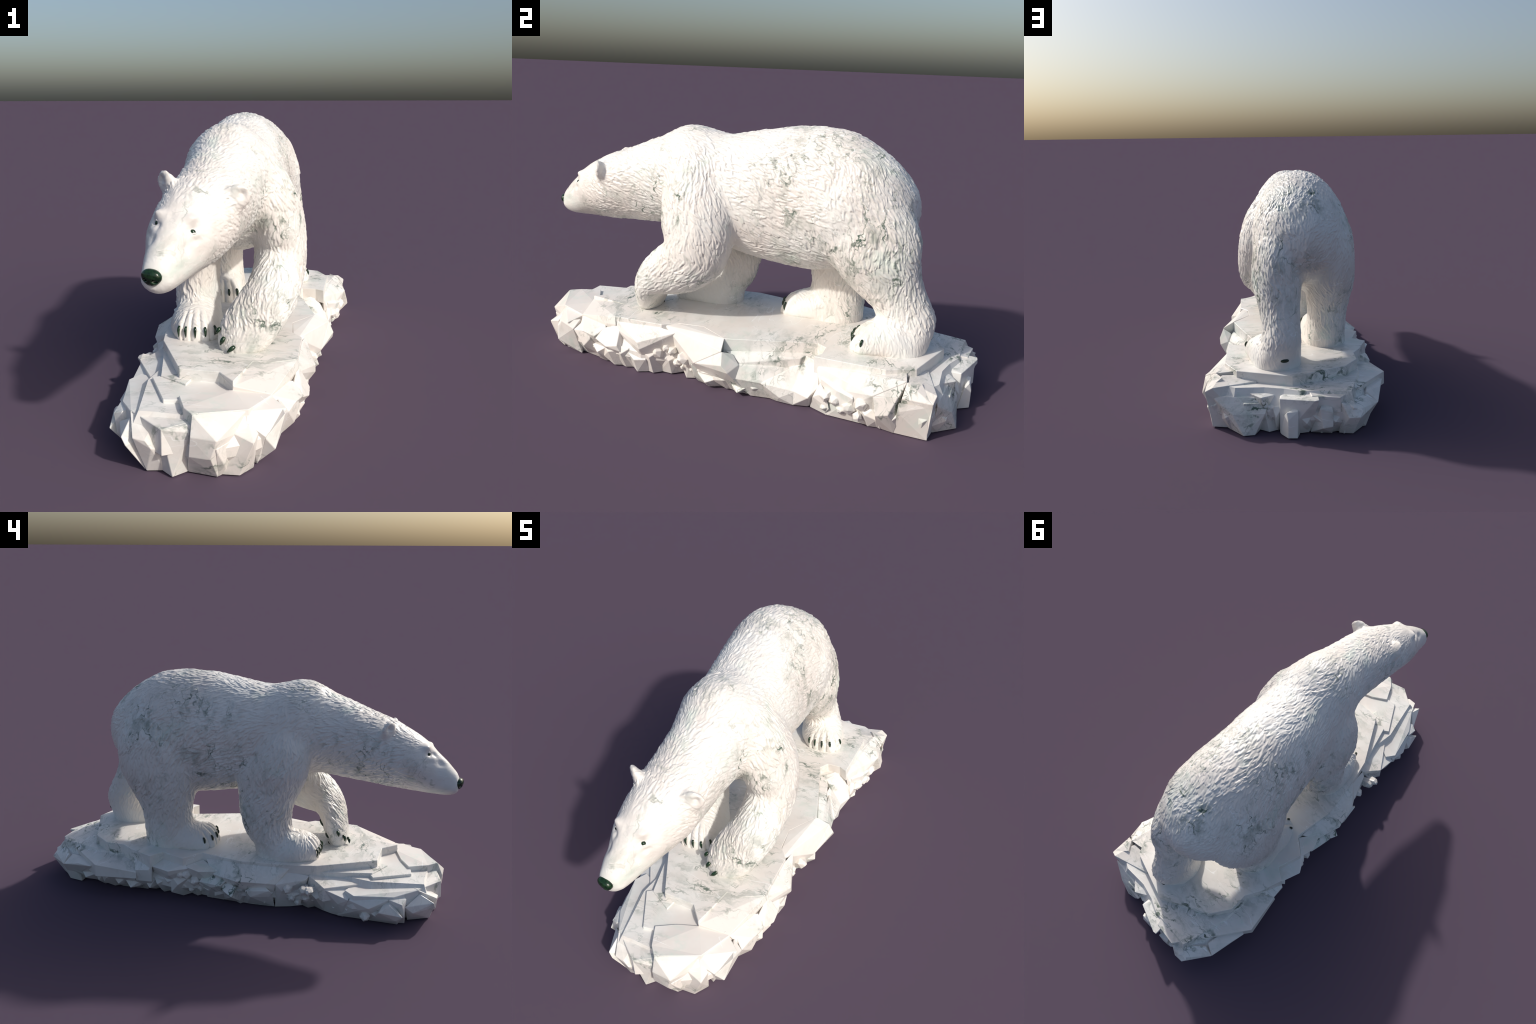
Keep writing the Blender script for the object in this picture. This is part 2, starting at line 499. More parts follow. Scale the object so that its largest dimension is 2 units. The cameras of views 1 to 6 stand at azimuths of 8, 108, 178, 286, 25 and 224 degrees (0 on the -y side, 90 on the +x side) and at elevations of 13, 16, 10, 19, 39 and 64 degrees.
smooth_face = sstep(X[:, 1], -.84, -.66)                       # bare muzzle, furry neck
amp = .25 * (1 - smooth_face) + smooth_face
paw = (1 - sstep(X[:, 2], .30, .40)) * isleg
amp *= 1 + .20 * isleg
amp *= 1 - .60 * paw
inner = (np.abs(X[:, 0] + .05) < .09) & (X[:, 2] < .62) & (X[:, 1] > -.1)
amp = np.where(inner, amp * .7, amp)
amp[reg == R["ear"]] *= .2
amp = np.where(X[:, 1] < -.8, amp * .42, np.where(X[:, 1] < -.66, np.maximum(amp, .35), amp))
amp = laplace(amp[:, None], E, 20, np.ones((NV, 1)))[:, 0]
lf_noise = np.sin(X[:, 1] * 11 + 2 * np.sin(X[:, 2] * 9 + 1)) * np.sin(X[:, 2] * 13 + 2 * np.sin(X[:, 1] * 7) + X[:, 0] * 8)
amp *= .92 + .15 * lf_noise
flank = sstep(-X[:, 0], .12, .24) * (1 - sstep(X[:, 2], .80, .95))
amp *= 1 + .18 * flank
size = .75 + .25 * sstep(X[:, 1], -.75, -.35)
size = np.where(isleg & (X[:, 2] < .45), .85, size)

# sparse seeds by area
me_loops = np.empty(len(m2.polygons)); m2.polygons.foreach_get("area", me_loops)
cell = .0118
key = np.floor(X / cell).astype(np.int64)
order = rng.permutation(NV)
_, first = np.unique(key[order] @ np.array([1, 100003, 10000600009]), return_index=True)
seeds = order[first]
CELL = .026
kc = np.floor(X / CELL).astype(np.int64) + 200
code = kc @ np.array([1, 1000, 1000000])
by_cell = np.argsort(code, kind='stable')
cells, start = np.unique(code[by_cell], return_index=True)
bucket = dict(zip(cells.tolist(), np.split(by_cell, start[1:])))
around = [dx + 1000 * dy + 1000000 * dz for dx in (-1, 0, 1) for dy in (-1, 0, 1) for dz in (-1, 0, 1)]
cell_cache = {}


def close_to(i):
    c = int(code[i])
    if c not in cell_cache:
        cell_cache[c] = np.concatenate([bucket[c + o] for o in around if c + o in bucket])
    return cell_cache[c]


H = np.zeros(NV)
for s in seeds:
    a = amp[s]
    if a < .05: continue
    leg_lock = isleg[s]
    k = size[s] * rng.choice([.7, .85, 1.05, 1.3]) * rng.uniform(.9, 1.1)
    Lh, Wh = .0225 * k * (1.35 if leg_lock else 1), .0082 * k * (.92 if leg_lock else 1)
    t = flow[s]; n = NRM[s]
    ang = rng.normal(0, .22)
    bdir = np.cross(n, t)
    t = t * math.cos(ang) + bdir * math.sin(ang)
    bdir = np.cross(n, t)
    idx = close_to(s)
    d = X[idx] - X[s]
    ok = (d * d).sum(1) < (Lh * 1.05) ** 2
    idx, d = idx[ok], d[ok]
    u = d @ t / Lh
    w = d @ bdir / Wh - rng.normal(0, .5) * u * u
    # wide at the root, pointed at the tip, highest just before the tip
    half = np.sqrt(np.clip((1 - u) * .75, 0, 1)) * np.clip((1 + u) * 2, 0, 1)
    prof = np.clip(1 - (w / (half + 1e-3)) ** 2, 0, 1) ** .5 * (half > .02)
    rise = .40 + .60 * np.clip((u + 1) / 1.6, 0, 1)
    h = a * rng.uniform(.5, 1.0) * (.72 + .28 * k) * prof * rise
    H[idx] = np.maximum(H[idx], h)
H = laplace(H[:, None], E, 1, np.ones((NV, 1)))[:, 0]
FUR = .0086
X = X + NRM * ((H - .45 * amp) * FUR)[:, None]
# feet stand on the slab
X[:, 2] = np.maximum(X[:, 2], TOP - .012)
NRM = normals(X)

# ------------------------------------------------------------------ split the skin into named parts
fc = np.empty(len(m2.polygons) * 3); m2.polygons.foreach_get("center", fc); fc = fc.reshape(-1, 3)
lv = np.empty(len(m2.loops), int); m2.loops.foreach_get("vertex_index", lv)
quads = lv.reshape(-1, 4)
fr = reg[quads[:, 0]]
part = np.full(len(fc), "torso", object)
hx, hy, hz = fc.T
for leg in ("foreleg.R", "foreleg.L", "hindleg.R", "hindleg.L"):
    sel = (fr == R[leg]) & (hz < .74)
    part[sel] = leg
    if leg == "foreleg.L":
        part[sel & (hz < .37) & (hy < -.29)] = "paw." + leg
    else:
        part[sel & (hz < .335)] = "paw." + leg
trunkish = np.isin(part, ["torso"])
part[trunkish & (hy < -.42)] = "neck"
part[trunkish & (hy < -.655)] = "head"
part[(fr == R["ear"]) & trunkish] = np.where(hx[(fr == R["ear"]) & trunkish] < -.03, "ear.R", "ear.L")
part[(fr == R["tail"])] = "tail"

statue = bpy.data.objects.new("polar_bear_statue", None)
scene_col.objects.link(statue)
statue["label"] = "white marble polar bear walking on faceted ice floe"
statue["category"] = "animal statue"


def skin_part(key, name, parent):
    idx = np.nonzero(part == key)[0]
    q = quads[idx]
    used, inv = np.unique(q.ravel(), return_inverse=True)
    m = bpy.data.meshes.new(name)
    m.vertices.add(len(used)); m.vertices.foreach_set("co", X[used].ravel())
    m.loops.add(q.size); m.loops.foreach_set("vertex_index", inv.astype(np.int32))
    m.polygons.add(len(q)); m.polygons.foreach_set("loop_start", np.arange(0, q.size, 4, dtype=np.int32))
    m.update(calc_edges=True)
    m.polygons.foreach_set("use_smooth", np.ones(len(q), bool))
    m.normals_split_custom_set_from_vertices(NRM[used].tolist())
    return new_object(name, m, parent, M_BODY)


objs = {}
objs["torso"] = skin_part("torso", "torso", statue)
objs["neck"] = skin_part("neck", "neck", statue)
objs["head"] = skin_part("head", "head", statue)
objs["tail"] = skin_part("tail", "tail", statue)
for s in "RL":
    skin_part("ear." + s, "ear", objs["head"])
    objs["foreleg." + s] = skin_part("foreleg." + s, "foreleg", statue)
    skin_part("paw.foreleg." + s, "paw", objs["foreleg." + s])
    objs["hindleg." + s] = skin_part("hindleg." + s, "hind_leg", statue)
    skin_part("paw.hindleg." + s, "paw", objs["hindleg." + s])

bvh = BVHTree.FromPolygons(X.tolist(), quads.tolist())


# ------------------------------------------------------------------ eyes, nose, claws, pads
def solid(name, vf, parent, mat, smooth=True):
    m = bpy.data.meshes.new(name); m.from_pydata(np.asarray(vf[0]).tolist(), [], vf[1]); m.update()
    bm = bmesh.new(); bm.from_mesh(m); bmesh.ops.recalc_face_normals(bm, faces=bm.faces); bm.to_mesh(m); bm.free()
    m.polygons.foreach_set("use_smooth", np.full(len(m.polygons), smooth))
    return new_object(name, m, parent, mat)


for e in EYES:
    p, n, _, _ = bvh.find_nearest(Vector(e))
    c = np.array(p) - np.array(n) * .0045
    solid("eye", ellipsoid(c, (.0095, .0095, .0095), n, (0, .3, 1)), objs["head"], M_GREEN)
    # eyelids: two thin arcs hugging the ball
    nn = np.array(n); hz_ = np.cross([0, 0, 1], nn); hz_ /= np.linalg.norm(hz_); vt = np.cross(nn, hz_)
    for sgn, th in ((1, .0032), (-1, .0026)):
        rows = []
        for a in np.linspace(-1.25, 1.25, 9):
            q = c + hz_ * math.sin(a) * .0135 + vt * sgn * math.cos(a) * .0085 + nn * (.0045 - .004 * abs(math.sin(a)))
            rows.append((*q, th * (1.15 - .6 * abs(a) / 1.25), th * (1.15 - .6 * abs(a) / 1.25)))
        solid("eyelid", loft_path(rows, nn, 3), objs["head"], M_BODY)

# nose: rounded shield with two nostrils
nv, nf = [], []
bm = bmesh.new(); bmesh.ops.create_icosphere(bm, subdivisions=5, radius=1)
P = np.array([v.co[:] for v in bm.verts])
faces = [tuple(v.index for v in f.verts) for f in bm.faces]; bm.free()
Q = P.copy()
Q[:, 0] *= 1 - .28 * sstep(-Q[:, 2], -.2, 1.0)                      # narrower below
Q = np.sign(Q) * np.abs(Q) ** .88
for sx in (-1, 1):
    d = np.sqrt(((P[:, 0] - sx * .46) / .26) ** 2 + ((P[:, 2] + .12 + .25 * (sx * P[:, 0] - .46)) / .16) ** 2)
    Q[:, 1] += .55 * np.exp(-d ** 4) * (P[:, 1] < 0)
d = np.abs(P[:, 0]) / .07
Q[:, 1] += .12 * np.exp(-d ** 2) * (P[:, 1] < 0) * (P[:, 2] < -.05)
Q *= np.array([.0315, .018, .0255])
rot = Matrix.Rotation(-.22, 3, 'Z') @ Matrix.Rotation(.10, 3, 'Y') @ Matrix.Rotation(.28, 3, 'X')
Q = Q @ np.array(rot).T + np.array([-.115, -.980, .645])
solid("nose", (Q, faces), objs["head"], M_GREEN)


def claw(root, tip, width, parent, lift=.006):
    root, tip = np.array(root, float), np.array(tip, float)
    p, n, _, _ = bvh.find_nearest(Vector(root)); n = np.array(n)
    shift = np.array(p) - root
    root, tip = root + shift, tip + shift
    rows = []
    for t in np.linspace(0, 1, 8):
        q = root * (1 - t) + tip * t + n * lift * (math.sin(math.pi * min(1, t * 1.05 + .12)))
        w = width * (max(0, math.sin(math.pi * (t * .80 + .17))) ** .7) * (1 - .35 * t)
        rows.append((*q, max(w, .0004), max(w * .85, .0004)))
    sd = np.cross(tip - root, n)
    return solid("claw", loft_path(rows, sd / np.linalg.norm(sd), 3), parent, M_GREEN)


for leg, toes in TOES.items():
    for (x, y) in toes:
        c = np.array(PAW_C[leg]); d = np.array([x, y]) - c; d /= np.linalg.norm(d)
        hit = bvh.ray_cast(Vector((*c, .286)), Vector((*d, 0)), .3)[0]
        o = np.array(hit)[:2] if hit is not None else np.array([x, y]) + d * .018
        claw((o[0], o[1], .289), (o[0] + d[0] * .011, o[1] + d[1] * .011, .249), .0062, objs[leg], .009)
for r_, t_ in (((.030, -.474, .262), (.004, -.490, .244)), ((-.012, -.468, .288), (-.026, -.482, .262)),
               ((-.036, -.450, .318), (-.050, -.462, .298))):
    claw(r_, t_, .0095, objs["foreleg.L"], .004)


def pad(p, r, parent, spin=0.0):
    q, n, _, _ = bvh.find_nearest(Vector(p)); n = np.array(n)
    s = np.cross(n, [math.sin(spin), .2, math.cos(spin)]); s /= np.linalg.norm(s)
    solid("paw_pad", ellipsoid(np.array(q) - n * .001, (r[0], r[1], .0065), n, s), parent, M_GREEN)


pad((-.02, -.396, .283), (.010, .016), objs["foreleg.L"], .9)
pad((.0, -.415, .240), (.009, .016), objs["foreleg.L"], .9)
pad((.02, -.35, .315), (.009, .022), objs["foreleg.L"], .6)
pad((.050, .80, .278), (.019, .0095), objs["hindleg.L"], 0)

# ------------------------------------------------------------------ the ice floe
floe = new_object("ice_floe", bpy.data.meshes.new("ice_floe"), statue, M_ICE)
jit = 0


def finish_rock(bm, name, bevel=.0016):
    bmesh.ops.dissolve_limit(bm, angle_limit=.02, verts=bm.verts, edges=bm.edges)
    bmesh.ops.recalc_face_normals(bm, faces=bm.faces)
    m = bpy.data.meshes.new(name); bm.to_mesh(m); bm.free()
    ob = new_object(name, m, floe, M_ICE)
    bv = ob.modifiers.new("b", 'BEVEL'); bv.width = bevel; bv.segments = 1; bv.limit_method = 'ANGLE'; bv.angle_limit = .3
    bv.use_clamp_overlap = True
    m2_ = evaluated(ob, name)
    ob.modifiers.clear(); ob.data = m2_
    return ob


def slab(poly, z_top, z_bot, grow=.006, name="ice_slab"):
    """A flat sheet: plan outline, level of the top (number or one per corner), flared a little below."""
    global jit
    jit += 1
    P = np.array(poly, float)
    zt = np.broadcast_to(np.asarray(z_top, float), len(P))
    c = P.mean(0)
    d = P - c; d /= np.linalg.norm(d, axis=1)[:, None]
    low = P + d * grow
    zb = z_bot + .0007 * (jit % 5)
    bm = bmesh.new()
    a = [bm.verts.new((x, y, z)) for (x, y), z in zip(P, zt)]
    b = [bm.verts.new((x, y, zb)) for x, y in low]
    n = len(P)
    bm.faces.new(a); bm.faces.new(b[::-1])
    for i in range(n):
        k = (i + 1) % n
        bm.faces.new((a[i], b[i], b[k], a[k]))
    return finish_rock(bm, name)


def drop_loose(bm):
    bmesh.ops.delete(bm, geom=[v for v in bm.verts if not v.link_faces], context='VERTS')


def rock(top, foot, name="ice_block"):
    """A broken block: convex hull of its upper corners (x, y, z) and its footprint (x, y) on the ground."""
    global jit
    jit += 1
    z0 = .0006 * (jit % 4)
    bm = bmesh.new()
    for p in top: bm.verts.new(p)
    for p in foot: bm.verts.new((p[0], p[1], z0))
    r = bmesh.ops.convex_hull(bm, input=bm.verts)
    drop_loose(bm)
    return finish_rock(bm, name)


def crystal(p, direction, r, length, name="ice_crystal"):
    """A stubby prism with a faceted tip growing out of the side."""
    d = Vector(direction).normalized()
    q = d.to_track_quat('Z', 'Y')
    n = int(rng.integers(5, 7))
    ph = rng.uniform(0, 6.28)
    bm = bmesh.new()
    for k in range(n):
        a = ph + 2 * math.pi * k / n + rng.uniform(-.2, .2)
        v = Vector((math.cos(a) * r, math.sin(a) * r, 0))
        bm.verts.new(Vector(p) + q @ Vector((v.x, v.y, -length)))
        bm.verts.new(Vector(p) + q @ Vector((v.x, v.y, rng.uniform(-.35, .05) * r)))
        bm.verts.new(Vector(p) + q @ Vector((v.x * .42, v.y * .42, r * rng.uniform(.35, .7))))
    for v in bm.verts: v.co.z = max(v.co.z, .004)
    r_ = bmesh.ops.convex_hull(bm, input=bm.verts)
    drop_loose(bm)
    return finish_rock(bm, name, .0010)


# main sheet under the bear (dipping slightly to the rear) and the core below it
MAIN = [(.288, .012), (.176, .372), (.205, .412), (.268, .412), (.307, .390), (.315, .667), (.260, .776), (.020, .859),
      (-.129, .790), (-.218, .755), (-.287, .660), (-.287, .570), (-.322, .514), (-.371, .392), (-.312, .348), (-.354, .231),
      (-.274, .161), (-.312, -.040), (-.284, -.290), (-.265, -.390), (-.134, -.653), (.006, -.662), (.066, -.732),
      (.105, -.552), (.170, -.553), (.256, -.510), (.256, -.285), (.214, -.230), (.204, -.117)]
slab(MAIN, [.2328 - .0062 * y for x, y in MAIN], .165, .004)
RIM = [(.057, -.960), (.160, -.905), (.216, -.832), (.248, -.722), (.278, -.622), (.300, -.500), (.314, -.365), (.262, -.212),
       (.325, -.100), (.330, .050), (.323, .180), (.312, .312), (.340, .420), (.360, .520), (.405, .640), (.402, .740),
       (.394, .853), (.285, .925), (.150, .930), (.080, .950), (.0, .985), (-.120, .990), (-.250, .997), (-.347, .880),
       (-.390, .720), (-.400, .600), (-.385, .470), (-.380, .390), (-.400, .285), (-.370, .150), (-.390, .0), (-.370, -.170),
       (-.345, -.250), (-.340, -.400), (-.335, -.510), (-.354, -.645), (-.330, -.780), (-.255, -.920), (-.170, -.938),
       (-.090, -.945), (-.030, -.955)]
RIM = np.array(RIM)
tan = np.roll(RIM, -1, 0) - np.roll(RIM, 1, 0)
OUT = np.stack([tan[:, 1], -tan[:, 0]], 1); OUT /= np.linalg.norm(OUT, axis=1)[:, None]


def ring(inset, z):
    notch = (RIM[:, 0] > .2) & (RIM[:, 1] > .02) & (RIM[:, 1] < .35) & (z > .09)
    q = RIM - OUT * (inset * np.where(RIM[:, 0] < -.30, 1.6, 1.0) + .045 * notch)[:, None]
    return np.column_stack([q, np.full(len(q), z)])


solid("ice_core", skin_rings([ring(.076, .001), ring(.028, .070), ring(.024, .105), ring(.066, .184)]), floe, M_ICE, False)
# broken columns all along the rim, leaning out from the foot and filling the gaps between the large blocks
for i in range(len(RIM)):
    j = (i + 1) % len(RIM)
    left = RIM[i, 0] < -.30
    if RIM[i, 1] < -.68: continue
    notch = RIM[i, 0] > 0 and -.07 < (RIM[i, 1] + RIM[j, 1]) / 2 < .36
    for k in range(2):
        ts = np.array([k - rng.uniform(.05, .3), k + .5, k + 1 + rng.uniform(.05, .3)]) / 2
        edge = [RIM[i] * (1 - t) + RIM[j] * t for t in ts]
        o = (OUT[i] + OUT[j]) / 2
        zt = rng.uniform(.060, .085) if notch else rng.uniform(.085, .140)
        deep = .012 if left else 0
        edge = [q - o * deep for q in edge]
        pts = [(*(edge[0] - o * rng.uniform(.018, .040)), zt), (*(edge[2] - o * rng.uniform(.018, .040)), zt + rng.uniform(-.02, .012)),
               (*(edge[1] - o * rng.uniform(.004, .020)), zt - rng.uniform(.015, .045)),
               (*(edge[0] - o * .08), zt + .02), (*(edge[2] - o * .08), zt + .015)]
        f = .106 if left else .070
        if rng.random() < .6:
            pts.append((*(edge[rng.integers(0, 3)] - o * (rng.uniform(.02, .045) + deep)), rng.uniform(.03, .06)))
        foot = [tuple(edge[0] - o * (f + rng.uniform(.0, .02))), tuple(edge[2] - o * (f + rng.uniform(.0, .02))),
                tuple(edge[1] - o * (f - rng.uniform(.0, .03))), tuple(edge[1] - o * .16)]
        rock(pts, foot, "ice_chunk")
# sheets stepping down at the front left
slab([(-.262, -.392), (-.203, -.640), (-.10, -.70), (-.05, -.45)], .203, .12)
slab([(-.232, -.646), (-.146, -.813), (.02, -.79), (.08, -.70), (.0, -.60), (-.16, -.60)], .1965, .11)
slab([(-.098, -.797), (-.061, -.884), (-.026, -.924), (.135, -.845), (.192, -.712), (.068, -.728), (-.022, -.755)], (.207, .209, .211, .198, .190, .207, .205), .12)
slab([(-.279, -.358), (-.343, -.441), (-.225, -.640), (-.13, -.76), (-.10, -.60), (-.2, -.4)], (.190, .168, .166, .166, .176, .192), .10)
slab([(-.310, -.530), (-.342, -.575), (-.306, -.748), (-.241, -.853), (-.176, -.770), (-.18, -.60)], (.155, .150, .150, .169, .174, .165), .085)
slab([(-.242, -.848), (-.181, -.760), (-.08, -.80), (-.030, -.910), (-.115, -.948)], (.170, .173, .178, .178, .165), .08)
# back
slab([(-.172, .972), (-.414, .662), (-.385, .462), (-.322, .500), (-.20, .66), (-.03, .86), (-.055, .955)],
     (.172, .167, .140, .168, .185, .186, .176), .105, .002)

FRONT = [
    ([(-.025, -.926, .210), (.129, -.845, .196), (.05, -.78, .19), (-.026, -.953, .149), (.057, -.960, .145), (.099, -.894, .137),
      (-.033, -.947, .081), (.037, -.956, .081)], [(-.048, -.897), (.049, -.914), (.060, -.86), (-.04, -.8)]),
    ([(.099, -.894, .139), (.168, -.860, .129), (.161, -.909, .119), (.130, -.840, .165), (.06, -.84, .15)],
     [(.114, -.898), (.040, -.90), (.150, -.845), (.05, -.80)]),
    ([(.053, -.957, .117), (.100, -.892, .122), (.072, -.925, .050), (.06, -.88, .11)], [(.050, -.912), (.075, -.885), (.03, -.88)]),
    ([(.188, -.713, .186), (.245, -.755, .166), (.188, -.851, .112), (.129, -.860, .160), (.130, -.842, .190)],
     [(.158, -.820), (.120, -.80), (.16, -.72)]),
    ([(.243, -.790, .165), (.248, -.726, .140), (.217, -.831, .062), (.188, -.851, .107), (.210, -.710, .176)],
     [(.160, -.806), (.192, -.722), (.14, -.74)]),
    ([(.247, -.724, .138), (.277, -.624, .119), (.262, -.667, .074), (.270, -.645, .150), (.200, -.690, .180), (.225, -.62, .175)],
     [(.176, -.700), (.190, -.600), (.13, -.65)]),
    ([(.188, -.713, .187), (.246, -.560, .176), (.287, -.596, .140), (.268, -.662, .148), (.243, -.707, .125), (.2, -.60, .19)],
     [(.188, -.555), (.182, -.665), (.13, -.6)]),
    ([(.006, -.664, .234), (.066, -.734, .221), (.192, -.713, .191), (.244, -.560, .192), (.262, -.500, .200), (.257, -.505, .2335), (.170, -.553, .2345), (.105, -.552, .2345)],
     [(.05, -.7), (.15, -.68), (.17, -.57), (.06, -.6)]),
    ([(-.211, -.934, .123), (-.170, -.939, .119), (-.150, -.942, .095), (-.132, -.925, .086), (-.243, -.850, .166), (-.16, -.86, .15)],
     [(-.178, -.910), (-.120, -.900), (-.18, -.84)]),
    ([(-.242, -.848, .167), (-.115, -.948, .163), (-.028, -.921, .176), (-.06, -.83, .17), (-.030, -.935, .155)],
     [(-.088, -.936), (-.132, -.900), (-.042, -.890), (-.1, -.83)]),
    ([(-.300, -.800, .105), (-.288, -.836, .074), (-.236, -.930, .092), (-.250, -.925, .118), (-.242, -.858, .150), (-.20, -.90, .1)],
     [(-.228, -.812), (-.183, -.905), (-.17, -.82)])]
RIGHT = [
    ([(.302, -.530, .110), (.300, -.478, .120), (.292, -.466, .092), (.250, -.570, .172), (.285, -.592, .132), (.255, -.480, .205)],
     [(.208, -.440), (.198, -.540), (.15, -.5)]),
    ([(.240, -.548, .191), (.314, -.371, .160), (.263, -.212, .212), (.255, -.295, .222), (.254, -.500, .218), (.314, -.363, .130)],
     [(.217, -.366), (.205, -.430), (.184, -.250), (.15, -.4)]),
    ([(.216, -.232, .2335), (.204, -.115, .2335), (.289, .012, .2345), (.348, .022, .203), (.325, -.106, .120), (.256, -.192, .217), (.240, -.28, .228)],
     [(.182, -.24), (.193, -.174), (.243, -.064), (.2, -.05)]),
    ([(.311, -.090, .135), (.311, -.034, .105), (.347, .024, .201), (.306, .055, .182), (.322, .088, .146), (.324, -.104, .119), (.368, .03, .15), (.364, .055, .12)],
     [(.243, -.064), (.256, -.010), (.281, .126), (.2, .1)]),
    ([(.292, .020, .184), (.182, .356, .188), (.236, .320, .180), (.304, .058, .172), (.312, .090, .150)],
     [(.262, .06), (.245, .30), (.15, .2)]),
    ([(.318, .088, .144), (.282, .238, .106), (.320, .183, .083), (.252, .310, .140), (.30, .06, .15), (.338, .05, .09)],
     [(.285, .130), (.255, .150), (.27, .27), (.2, .2)]),
    ([(.323, .183, .084), (.318, .261, .034), (.312, .315, .071), (.246, .327, .160), (.24, .25, .13), (.313, .324, .07)],
     [(.256, .150), (.289, .243), (.297, .318), (.2, .25)]),
    ([(.250, .327, .158), (.290, .408, .162), (.315, .417, .110), (.339, .382, .066), (.313, .315, .072), (.20, .36, .192), (.245, .41, .192)],
     [(.297, .311), (.284, .371), (.25, .4), (.22, .32)]),
    ([(.305, .400, .195), (.318, .655, .192), (.350, .752, .211), (.406, .641, .160), (.393, .730, .164), (.356, .500, .135), (.325, .420, .140),
      (.26, .74, .215)], [(.319, .448), (.338, .640), (.33, .72), (.25, .6)]),
    ([(.318, .650, .202), (.351, .752, .2135), (.408, .641, .163), (.366, .560, .172), (.306, .560, .204), (.30, .70, .208)],
     [(.34, .64), (.34, .70), (.27, .60)]),
    ([(.330, .425, .155), (.368, .500, .136), (.384, .565, .122), (.345, .555, .168), (.300, .440, .190), (.362, .53, .09)],
     [(.322, .46), (.332, .56), (.26, .50)]),
    ([(.335, .400, .075), (.352, .455, .110), (.325, .425, .138), (.345, .470, .04)], [(.284, .380), (.319, .448), (.27, .43)]),
    ([(.407, .641, .158), (.394, .727, .163), (.422, .655, .090), (.418, .70, .10), (.375, .730, .040), (.34, .65, .15)],
     [(.339, .654), (.357, .721), (.29, .69)]),
    ([(.403, .730, .112), (.364, .839, .102), (.388, .841, .146), (.400, .733, .150), (.385, .79, .118)],
     [(.366, .845), (.357, .720), (.29, .8)]),
    ([(.350, .752, .2115), (.322, .800, .208), (.397, .852, .163), (.393, .742, .165)], [(.355, .840), (.335, .72), (.27, .78)])]
BACK = [
    ([(.365, .863, .185), (.397, .854, .166), (.325, .755, .203), (.172, .813, .192), (.20, .75, .20), (.388, .843, .146)], [(.365, .842), (.312, .853), (.200, .870), (.25, .78)]),
    ([(.277, .920, .086), (.140, .930, .092), (.120, .900, .150), (.330, .872, .150), (.358, .868, .142), (.20, .83, .16)],
     [(.232, .942), (.185, .935), (.30, .855), (.15, .86)]),
    ([(.156, .921, .159), (.076, .879, .158), (.240, .840, .166), (.10, .82, .170)], [(.123, .911), (.162, .884), (.080, .889), (.14, .8)]),
    ([(.080, .937, .159), (-.065, .994, .169), (-.082, .992, .171), (.074, .880, .157), (-.08, .91, .178), (.04, .86, .168)],
     [(.078, .925), (-.045, .925), (.060, .945), (0, .86)]),
    ([(.062, .958, .094), (.052, .972, .112), (.004, .976, .118), (.010, .95, .125), (.047, .982, .080)], [(.076, .935), (.047, .981), (.008, .983), (-.005, .94)]),
    ([(-.085, .985, .130), (-.140, .985, .112), (-.138, .975, .130), (-.100, .988, .045), (-.14, .985, .05), (-.11, .90, .15)],
     [(-.050, .921), (-.142, .938), (-.1, .88)]),
    ([(-.175, .975, .150), (-.205, .999, .092), (-.252, .998, .093), (-.268, .978, .112), (-.235, .95, .135), (-.2, .90, .14)],
     [(-.171, .937), (-.188, .943), (-.229, .949), (-.262, .90), (-.18, .88)]),
    ([(-.252, .997, .091), (-.347, .880, .111), (-.300, .87, .145), (-.2, .95, .15), (-.26, .97, .12)], [(-.230, .947), (-.276, .887), (-.27, .80), (-.2, .87)]),
    ([(-.347, .879, .110), (-.375, .776, .140), (-.398, .700, .146), (-.30, .85, .148), (-.33, .68, .15), (-.345, .79, .09)],
     [(-.275, .885), (-.266, .655), (-.22, .78)]),
    ([(-.412, .660, .128), (-.384, .468, .106), (-.33, .52, .14), (-.38, .70, .13), (-.33, .66, .14)], [(-.268, .66), (-.291, .580), (-.287, .500), (-.22, .6)])]
